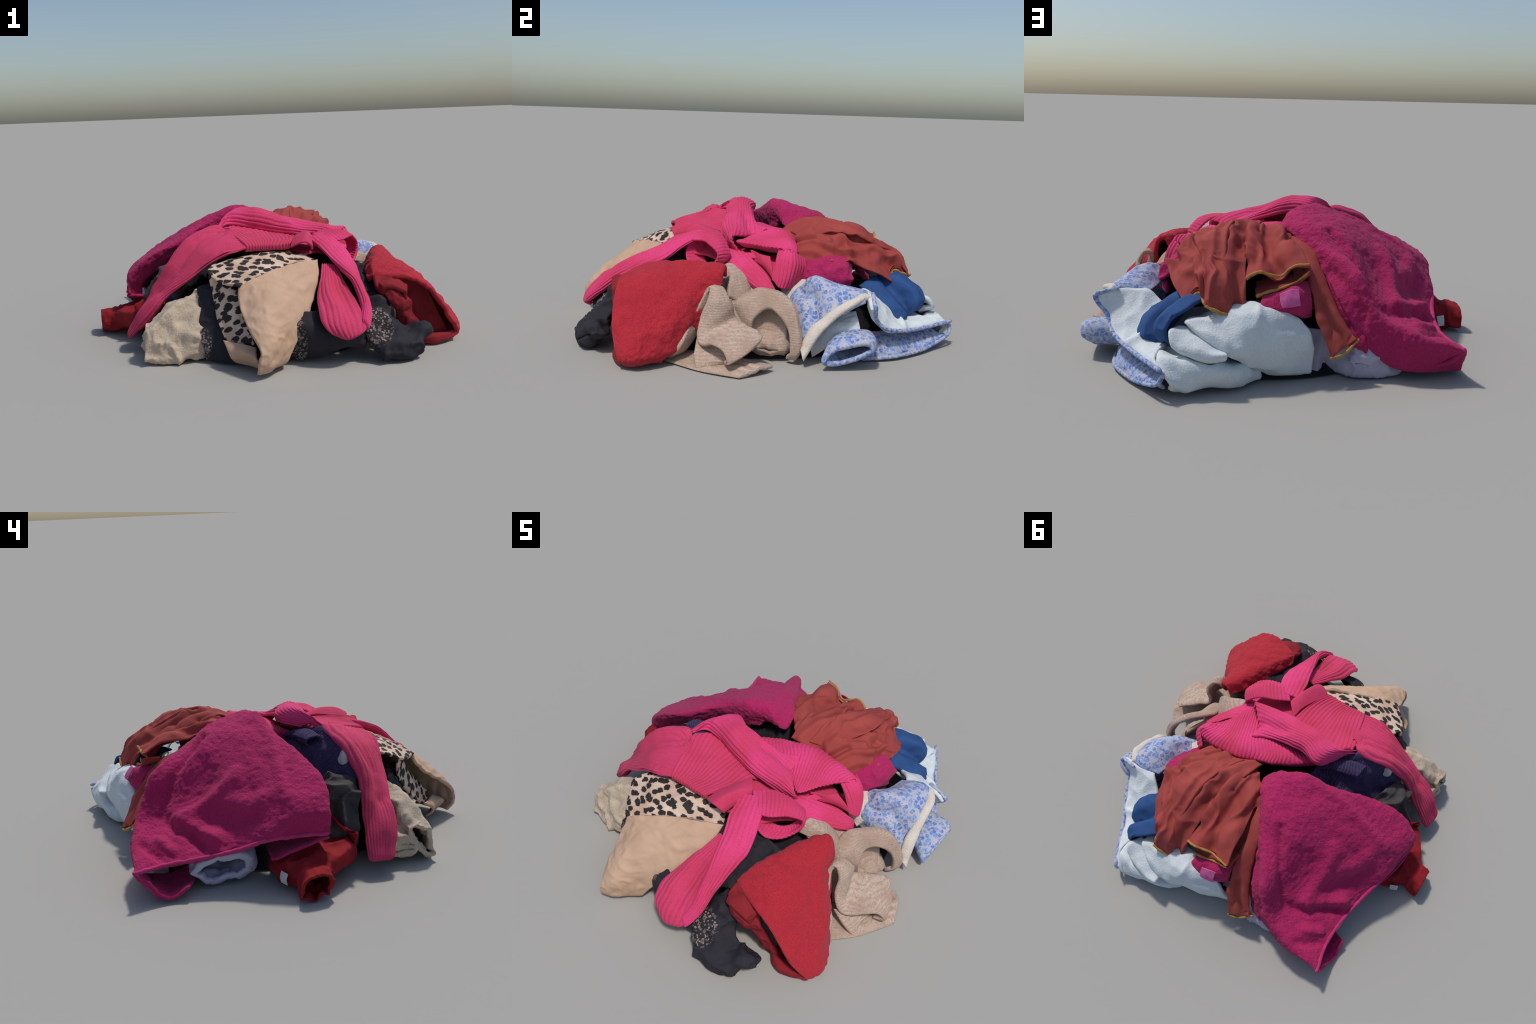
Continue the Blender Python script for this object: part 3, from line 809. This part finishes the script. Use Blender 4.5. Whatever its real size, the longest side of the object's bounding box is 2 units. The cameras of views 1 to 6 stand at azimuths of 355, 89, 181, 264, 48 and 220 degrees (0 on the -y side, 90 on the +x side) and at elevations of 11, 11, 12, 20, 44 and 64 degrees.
sheet("label", [[(-.045,.733,.375),(-.09,.722,.392),(-.125,.71,.392)], [(-.05,.757,.345),(-.09,.747,.358),(-.13,.735,.36)],
 [(-.06,.768,.325),(-.095,.760,.325),(-.135,.748,.33)]], LABEL, g, half=.003, step=.005)

# ------------------------------------------------------------- dark plum knit
g = garment("plum_cardigan", (-.35, -.18, 0), "dark plum knit squeezed between fleece and sweater", "cardigan")
sheet("body", [
 [(-.18,-.20,.53),(-.28,-.27,.545),(-.38,-.32,.51),(-.47,-.35,.45),(-.54,-.37,.37)],
 [(-.17,-.13,.545),(-.275,-.205,.582),(-.37,-.265,.555),(-.46,-.30,.48),(-.535,-.34,.400)],
 [(-.16,-.07,.510),(-.27,-.13,.535),(-.37,-.18,.515),(-.45,-.23,.435),(-.53,-.27,.355)],
 [(-.16,.00,.475),(-.28,-.05,.465),(-.38,-.10,.445),(-.46,-.15,.375),(-.54,-.19,.305)],
 [(-.16,.05,.46),(-.28,.0,.45),(-.38,-.05,.43),(-.46,-.10,.36),(-.54,-.14,.30)]], PLUM, g, half=.008, rough=CRUMPLE)
sleeve("sleeve", [(-.17,-.05,.50),(-.26,-.095,.525),(-.37,-.14,.525)], [(-.20,-.11,.535),(-.28,-.175,.565),(-.37,-.215,.550)],
 [.02,.028,.028], PLUM, g, half=.006, ribs=('v', .003), up=(0, 0, 1), rough=SOFT)
lump("label", (-.455,-.300,.462), (.028,.022,.050), WHITE, g, rough=[(.006, 30, 'lump')], turn=.5)
sheet("grey_lining", [
 [(-.48,-.16,.37),(-.50,-.25,.40),(-.52,-.34,.38)],
 [(-.57,-.16,.34),(-.59,-.25,.37),(-.60,-.34,.33)],
 [(-.65,-.17,.24),(-.67,-.25,.25),(-.67,-.33,.20)],
 [(-.62,-.16,.03),(-.64,-.23,.03),(-.64,-.31,.03)]], GREY, g, half=.006, rough=CRUSH + [(.02, 11, 'crease')])

# ------------------------------------------------------------- red trouser leg
g = garment("red_trousers", (-.8, -.08, 0), "deep red cotton trouser leg with open cuff", "trousers")
sleeve("leg", [(-.60,.06,.08),(-.70,.085,.07),(-.80,.06,.06),(-.88,.01,.055),(-.965,.005,.05)],
 [(-.60,-.22,.13),(-.70,-.275,.13),(-.79,-.235,.115),(-.88,-.165,.10),(-.945,-.130,.09)],
 [.05,.062,.066,.060,.052], CRIMSON, g, half=.008, up=(0, 0, 1), rough=CRUSH)
sheet("flap", [[(-.62,-.20,.26),(-.66,-.27,.20),(-.66,-.29,.10)], [(-.68,-.21,.245),(-.71,-.285,.20),(-.70,-.29,.08)],
 [(-.72,-.24,.22),(-.742,-.305,.205),(-.73,-.27,.05)]], CRIMSON, g, half=.006, rough=SOFT)
sheet("label", [[(-.825,.075,.10),(-.865,.052,.10)], [(-.83,.082,.07),(-.868,.06,.07)], [(-.835,.078,.045),(-.87,.056,.045)]], WHITE, g, half=.003)

# ------------------------------------------------------------- lavender shirt
g = garment("lavender_shirt", (-.55, .5, 0), "pale lavender cotton shirt rolled under the fleece", "shirt")
sleeve("rolled_cuff", [(-.52,.47,.09),(-.64,.46,.09),(-.72,.455,.09),(-.76,.45,.085)], [(-.50,.20,.09),(-.62,.19,.095),(-.70,.185,.10),(-.735,.19,.10)],
 [.05,.065,.07,.062], LAVENDER, g, half=.018, up=(0, 0, 1), rough=CRUSH)
sleeve("crumpled_end", [(-.24,.54,.07),(-.26,.61,.08),(-.33,.735,.085)], [(-.60,.56,.05),(-.56,.64,.06),(-.45,.730,.06)],
 [.06,.08,.06], LAVENDER, g, half=.008, close=(False, True), up=(0, 0, 1), rough=CRUSH)

# ---------------------------------------------------------- leopard and beige
g = garment("leopard_trousers", (-.08, -.7, 0), "beige satin trousers with leopard print panel", "trousers")
TOP = [
 [(-.30,-.46,.44),(-.16,-.42,.47),(.0,-.40,.475),(.15,-.38,.45)],
 [(-.345,-.53,.445),(-.17,-.50,.475),(.0,-.47,.475),(.17,-.42,.445)],
 [(-.36,-.595,.425),(-.20,-.585,.455),(-.04,-.53,.46),(.18,-.435,.44)],
 [(-.30,-.67,.385),(-.165,-.635,.428),(-.01,-.555,.442),(.19,-.45,.438)],
 [(-.215,-.735,.380),(-.12,-.67,.412),(.03,-.565,.430),(.20,-.465,.432)]]
LOW = [
 [(-.215,-.735,.382),(-.12,-.67,.414),(.03,-.565,.434),(.205,-.465,.436)],
 [(-.225,-.785,.300),(-.12,-.752,.355),(.04,-.652,.382),(.195,-.555,.355)],
 [(-.192,-.898,.208),(-.105,-.868,.264),(.02,-.762,.275),(.120,-.705,.235)],
 [(-.148,-.990,.130),(-.09,-.950,.160),(-.02,-.865,.170),(.035,-.805,.115)],
 [(-.160,-.995,.06),(-.11,-.970,.06),(-.06,-.91,.055),(-.015,-.845,.03)],
 [(-.16,-.96,.01),(-.11,-.93,.01),(-.08,-.87,.01),(-.035,-.815,.01)]]
sheet("leopard_panel", TOP, LEOPARD, g, half=.008, rough=SOFT)
sheet("beige_panel", LOW, BEIGE, g, half=.010, rough=[(.008, 8, 'lump'), (.005, 18, 'crease'), (.002, 45, 'crease')])
sheet("side_panel", [
 [(-.36,-.595,.41),(-.30,-.64,.375),(-.22,-.67,.35)],
 [(-.345,-.615,.31),(-.285,-.67,.29),(-.20,-.72,.28)],
 [(-.33,-.67,.21),(-.265,-.73,.20),(-.18,-.79,.19)],
 [(-.295,-.77,.125),(-.245,-.795,.12),(-.165,-.84,.12)]], LEOPARD, g, half=.007, rough=SOFT)
sheet("turned_hem", [
 [(-.31,-.77,.135),(-.25,-.81,.13),(-.16,-.86,.12)],
 [(-.285,-.82,.085),(-.225,-.865,.09),(-.165,-.93,.08)],
 [(-.26,-.80,.03),(-.20,-.84,.02),(-.15,-.90,.02)]], BEIGE, g, half=.008, rough=SOFT)

# ----------------------------------------------------------- cream brushed cloth
g = garment("cream_pyjamas", (-.55, -.6, 0), "cream brushed cotton leg with crumpled open end", "pyjamas")
sleeve("leg", [(-.36,-.46,.33),(-.48,-.515,.285),(-.59,-.545,.225),(-.675,-.58,.18)], [(-.35,-.60,.02),(-.48,-.675,.01),(-.60,-.69,.012),(-.685,-.685,.03)],
 [.050,.058,.050,.040], FUR, g, half=.012, up=(-.3, -1, .5), rough=CRUSH,
 ridges=[([(-.44,-.55,.30),(-.55,-.60,.22),(-.66,-.65,.13)], .022, .02)])

sleeve("leg", [(-.42,-.42,.12),(-.55,-.43,.09),(-.685,-.455,.06)], [(-.42,-.58,.12),(-.56,-.59,.10),(-.70,-.61,.08)], [.08,.075,.055], FUR, g,
 half=.010, close=(False, True), up=(0, 0, 1), rough=CRUSH)

# ------------------------------------------------------------- charcoal garment
g = garment("charcoal_dress", (.3, -.75, 0), "charcoal cotton with pale rosette print patches", "dress")
sheet("skirt", [
 [(.00,-.68,.24),(.11,-.74,.24),(.20,-.73,.26),(.30,-.71,.28),(.38,-.67,.29)],
 [(-.03,-.72,.17),(.070,-.82,.20),(.19,-.83,.18),(.29,-.835,.18),(.375,-.77,.19)],
 [(-.04,-.74,.08),(.045,-.81,.09),(.16,-.84,.09),(.28,-.85,.11),(.37,-.82,.09)],
 [(-.05,-.72,.005),(.02,-.76,.005),(.13,-.80,.02),(.26,-.83,.07),(.36,-.82,.055)]], LACE, g, half=.006, rough=SOFT)
sleeve("sleeve", [(.39,-.62,.28),(.355,-.765,.17),(.405,-.850,.060),(.485,-.885,.030),(.60,-.875,.035)], [(.50,-.60,.29),(.49,-.67,.21),(.56,-.705,.14),(.655,-.705,.130),(.715,-.735,.110)],
 [.028,.034,.042,.054,.056], LACE, g, half=.006, close=(False, True), up=(.1, -.3, 1), rough=CRUSH,
 ridges=[([(.45,-.68,.25),(.46,-.75,.20),(.52,-.80,.12)], .02, .02)])
sheet("back", [
 [(.16,-.40,.40),(.28,-.36,.39),(.38,-.34,.38),(.47,-.34,.37)],
 [(.17,-.54,.35),(.27,-.52,.34),(.38,-.49,.34),(.47,-.48,.33)],
 [(.17,-.64,.25),(.26,-.65,.25),(.38,-.63,.28),(.49,-.60,.29)]], CHARCOAL, g, half=.006, rough=CRUMPLE)
sheet("side", [
 [(-.42,-.54,.34),(-.36,-.55,.36),(-.30,-.56,.35)],
 [(-.415,-.60,.25),(-.36,-.62,.26),(-.30,-.63,.24)],
 [(-.415,-.67,.14),(-.35,-.69,.14),(-.27,-.71,.12)],
 [(-.39,-.695,.01),(-.32,-.73,.01),(-.20,-.78,.01)]], LACE, g, half=.007, rough=CRUMPLE)

# ------------------------------------------------------------- scarlet fleece
g = garment("scarlet_fleece_jacket", (.7, -.45, 0), "folded scarlet fleece with smooth red lining", "jacket")
sheet("fleece_shell", [
 [(.55,-.14,.37),(.48,-.30,.37),(.44,-.45,.36),(.42,-.57,.34)],
 [(.588,-.145,.430),(.53,-.32,.430),(.49,-.47,.420),(.452,-.612,.382)],
 [(.64,-.155,.40),(.63,-.34,.400),(.612,-.50,.400),(.592,-.645,.372)],
 [(.652,-.165,.305),(.716,-.33,.314),(.722,-.50,.334),(.695,-.650,.338)],
 [(.69,-.22,.20),(.785,-.36,.218),(.802,-.50,.240),(.772,-.650,.243)],
 [(.76,-.31,.10),(.848,-.42,.125),(.88,-.52,.15),(.828,-.640,.142)],
 [(.83,-.40,.03),(.908,-.48,.055),(.925,-.535,.065),(.890,-.605,.05)],
 [(.80,-.42,.006),(.86,-.50,.01),(.88,-.55,.01),(.85,-.61,.02)]], SCARLET, g, half=.012,
 rough=[(.010, 7, 'lump'), (.006, 26, 'lump'), (.0035, 70, 'lump')])
sheet("rolled_lining", [
 [(.45,-.59,.365),(.53,-.61,.365),(.62,-.61,.35)],
 [(.450,-.665,.325),(.53,-.675,.315),(.62,-.63,.29)],
 [(.50,-.69,.26),(.56,-.69,.24),(.64,-.64,.23)],
 [(.55,-.66,.18),(.60,-.66,.165),(.65,-.615,.17)],
 [(.56,-.61,.09),(.63,-.63,.08),(.70,-.61,.09)],
 [(.57,-.58,.01),(.64,-.61,.01),(.72,-.59,.01)]], LINING, g, half=.010, rough=CRUMPLE,
 ridges=[([(.49,-.66,.35),(.54,-.66,.33),(.62,-.64,.32)], -.03, .018), ([(.50,-.68,.30),(.58,-.68,.28)], .012, .02)])
sleeve("lining_roll", [(.47,-.55,.335),(.462,-.64,.325),(.468,-.695,.305)], [(.60,-.56,.30),(.615,-.63,.275),(.61,-.675,.255)],
 [.045,.048,.044], LINING, g, half=.012, up=(-.3, 0, 1), rough=CRUMPLE)
sheet("inner_lining", [
 [(.58,-.55,.33),(.68,-.56,.32),(.74,-.57,.26)],
 [(.62,-.54,.18),(.72,-.55,.18),(.80,-.56,.14)],
 [(.66,-.57,.02),(.76,-.58,.02),(.86,-.56,.03)]], LINING, g, half=.008, rough=CRUMPLE)
sleeve("hem_roll", [(.66,-.62,.035),(.735,-.655,.03),(.82,-.64,.032),(.90,-.585,.04)], [(.68,-.56,.03),(.74,-.59,.03),(.81,-.58,.03),(.875,-.545,.035)],
 [.03,.03,.03,.03], LINING, g, half=.006, close=(True, True), up=(0, 0, 1), rough=SOFT)

# ------------------------------------------------------------- oatmeal scarf
g = garment("knit_scarf", (.72, -.1, 0), "oatmeal wool knit scarf in loose folded loops", "scarf")
KN = dict(half=.011, rough=[(.006, 14, 'lump')])
sheet("flat_end", [
 [(.60,-.42,.03),(.64,-.33,.03),(.69,-.24,.03),(.76,-.08,.035),(.85,.085,.035)],
 [(.66,-.44,.03),(.71,-.36,.028),(.78,-.24,.03),(.85,-.07,.040),(.905,.035,.040)],
 [(.715,-.470,.015),(.79,-.378,.014),(.880,-.255,.014),(.930,-.15,.016),(.962,-.065,.018)]], OATMEAL, g,
 ridges=[([(.83,-.10,.03),(.90,.02,.03)], .012, .015), ([(.87,-.12,.03),(.92,-.02,.03)], .010, .012)], **KN)
sheet("folded_loop", [
 [(.885,-.13,.03),(.87,-.06,.06),(.82,.0,.09)],
 [(.950,-.112,.055),(.912,-.030,.102),(.842,.038,.150)],
 [(.918,-.140,.115),(.875,-.07,.150),(.802,.010,.182)],
 [(.870,-.205,.135),(.82,-.13,.165),(.750,-.045,.198)],
 [(.795,-.262,.120),(.76,-.18,.160),(.708,-.085,.205)],
 [(.750,-.258,.205),(.755,-.18,.225),(.725,-.098,.262)],
 [(.742,-.228,.285),(.748,-.17,.295),(.732,-.118,.298)],
 [(.712,-.218,.338),(.715,-.18,.350),(.705,-.142,.345)],
 [(.680,-.230,.342),(.675,-.20,.352),(.665,-.165,.345)],
 [(.67,-.255,.295),(.655,-.22,.30),(.64,-.19,.30)],
 [(.725,-.312,.19),(.69,-.28,.19),(.66,-.25,.19)],
 [(.795,-.36,.09),(.75,-.34,.08),(.71,-.33,.07)],
 [(.75,-.41,.03),(.71,-.39,.03),(.67,-.38,.03)]], OATMEAL, g, **KN)
sheet("tucked_fold", [
 [(.75,-.27,.12),(.79,-.20,.10),(.82,-.13,.10)],
 [(.83,-.275,.06),(.85,-.20,.05),(.86,-.12,.05)],
 [(.875,-.26,.012),(.86,-.17,.02),(.85,-.10,.03)]], OATMEAL, g, **KN)
sheet("back_loop", [
 [(.44,-.20,.36),(.52,-.17,.33),(.60,-.155,.26),(.64,-.15,.20)],
 [(.44,-.16,.405),(.52,-.135,.385),(.59,-.13,.345),(.635,-.13,.28)],
 [(.44,-.11,.405),(.51,-.085,.375),(.57,-.08,.335),(.62,-.09,.26)],
 [(.45,-.05,.36),(.51,-.03,.33),(.57,-.03,.28),(.61,-.06,.22)],
 [(.47,-.02,.27),(.52,.0,.25),(.57,-.01,.20),(.60,-.04,.16)]], OATMEAL, g, **KN)
sheet("arched_loop", [
 [(.62,-.12,.12),(.65,-.07,.11),(.685,-.02,.09)],
 [(.605,-.118,.240),(.650,-.085,.245),(.690,-.020,.170)],
 [(.565,-.03,.310),(.630,.0,.305),(.685,.025,.235)],
 [(.61,.06,.335),(.665,.065,.322),(.72,.075,.250)],
 [(.68,.155,.302),(.72,.145,.290),(.748,.122,.210)],
 [(.735,.21,.215),(.775,.19,.205),(.762,.15,.145)],
 [(.755,.225,.080),(.788,.20,.070),(.768,.155,.05)],
 [(.73,.20,.012),(.75,.18,.012),(.735,.14,.012)]], OATMEAL, g, **KN)
sleeve("tucked_end", [(.56,-.08,.07),(.63,-.06,.07),(.71,-.02,.06)], [(.56,.17,.07),(.64,.18,.07),(.74,.14,.055)], [.06,.065,.045],
 OATMEAL, g, close=(False, True), up=(0, 0, 1), half=.008, power=1.0, rough=CRUMPLE)
sheet("packed_fold", [
 [(.48,-.18,.36),(.50,-.09,.345),(.51,.0,.31),(.50,.10,.28)],
 [(.60,-.18,.265),(.62,-.11,.255),(.625,-.03,.225),(.59,.06,.235)],
 [(.66,-.19,.14),(.68,-.12,.13),(.67,-.04,.11),(.64,.05,.11)],
 [(.68,-.19,.01),(.69,-.12,.01),(.68,-.04,.01),(.65,.05,.01)]], OATMEAL, g, **KN)
sheet("inner_fold", [[(.58,-.12,.24),(.60,.02,.28),(.64,.16,.26)], [(.61,-.10,.13),(.64,.03,.17),(.68,.15,.16)], [(.63,-.10,.01),(.67,.03,.02),(.70,.14,.02)]], OATMEAL, g, **KN)

# ------------------------------------------------- near-black mound filling the middle of the heap
def core_mound():
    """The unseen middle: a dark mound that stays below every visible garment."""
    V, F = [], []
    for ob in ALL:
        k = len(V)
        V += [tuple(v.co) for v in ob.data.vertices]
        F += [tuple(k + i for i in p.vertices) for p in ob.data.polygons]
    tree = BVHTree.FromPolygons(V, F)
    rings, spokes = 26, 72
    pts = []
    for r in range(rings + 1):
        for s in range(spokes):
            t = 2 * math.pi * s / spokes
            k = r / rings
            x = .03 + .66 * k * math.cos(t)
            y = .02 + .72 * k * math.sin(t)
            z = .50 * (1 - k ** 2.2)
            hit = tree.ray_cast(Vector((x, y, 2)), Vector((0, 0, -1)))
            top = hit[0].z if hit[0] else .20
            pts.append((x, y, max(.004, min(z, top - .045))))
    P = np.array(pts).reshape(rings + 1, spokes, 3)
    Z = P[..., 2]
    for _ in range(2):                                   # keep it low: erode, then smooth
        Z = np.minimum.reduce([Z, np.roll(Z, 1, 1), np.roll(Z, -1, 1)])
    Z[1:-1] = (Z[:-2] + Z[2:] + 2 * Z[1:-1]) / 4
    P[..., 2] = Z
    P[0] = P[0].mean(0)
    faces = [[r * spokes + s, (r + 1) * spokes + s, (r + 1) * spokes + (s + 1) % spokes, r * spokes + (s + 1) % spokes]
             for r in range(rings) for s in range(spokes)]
    ob = make_mesh("buried_clothes", P.reshape(-1, 3), faces, DARK_CORE, None)
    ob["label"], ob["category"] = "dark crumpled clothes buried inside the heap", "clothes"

core_mound()
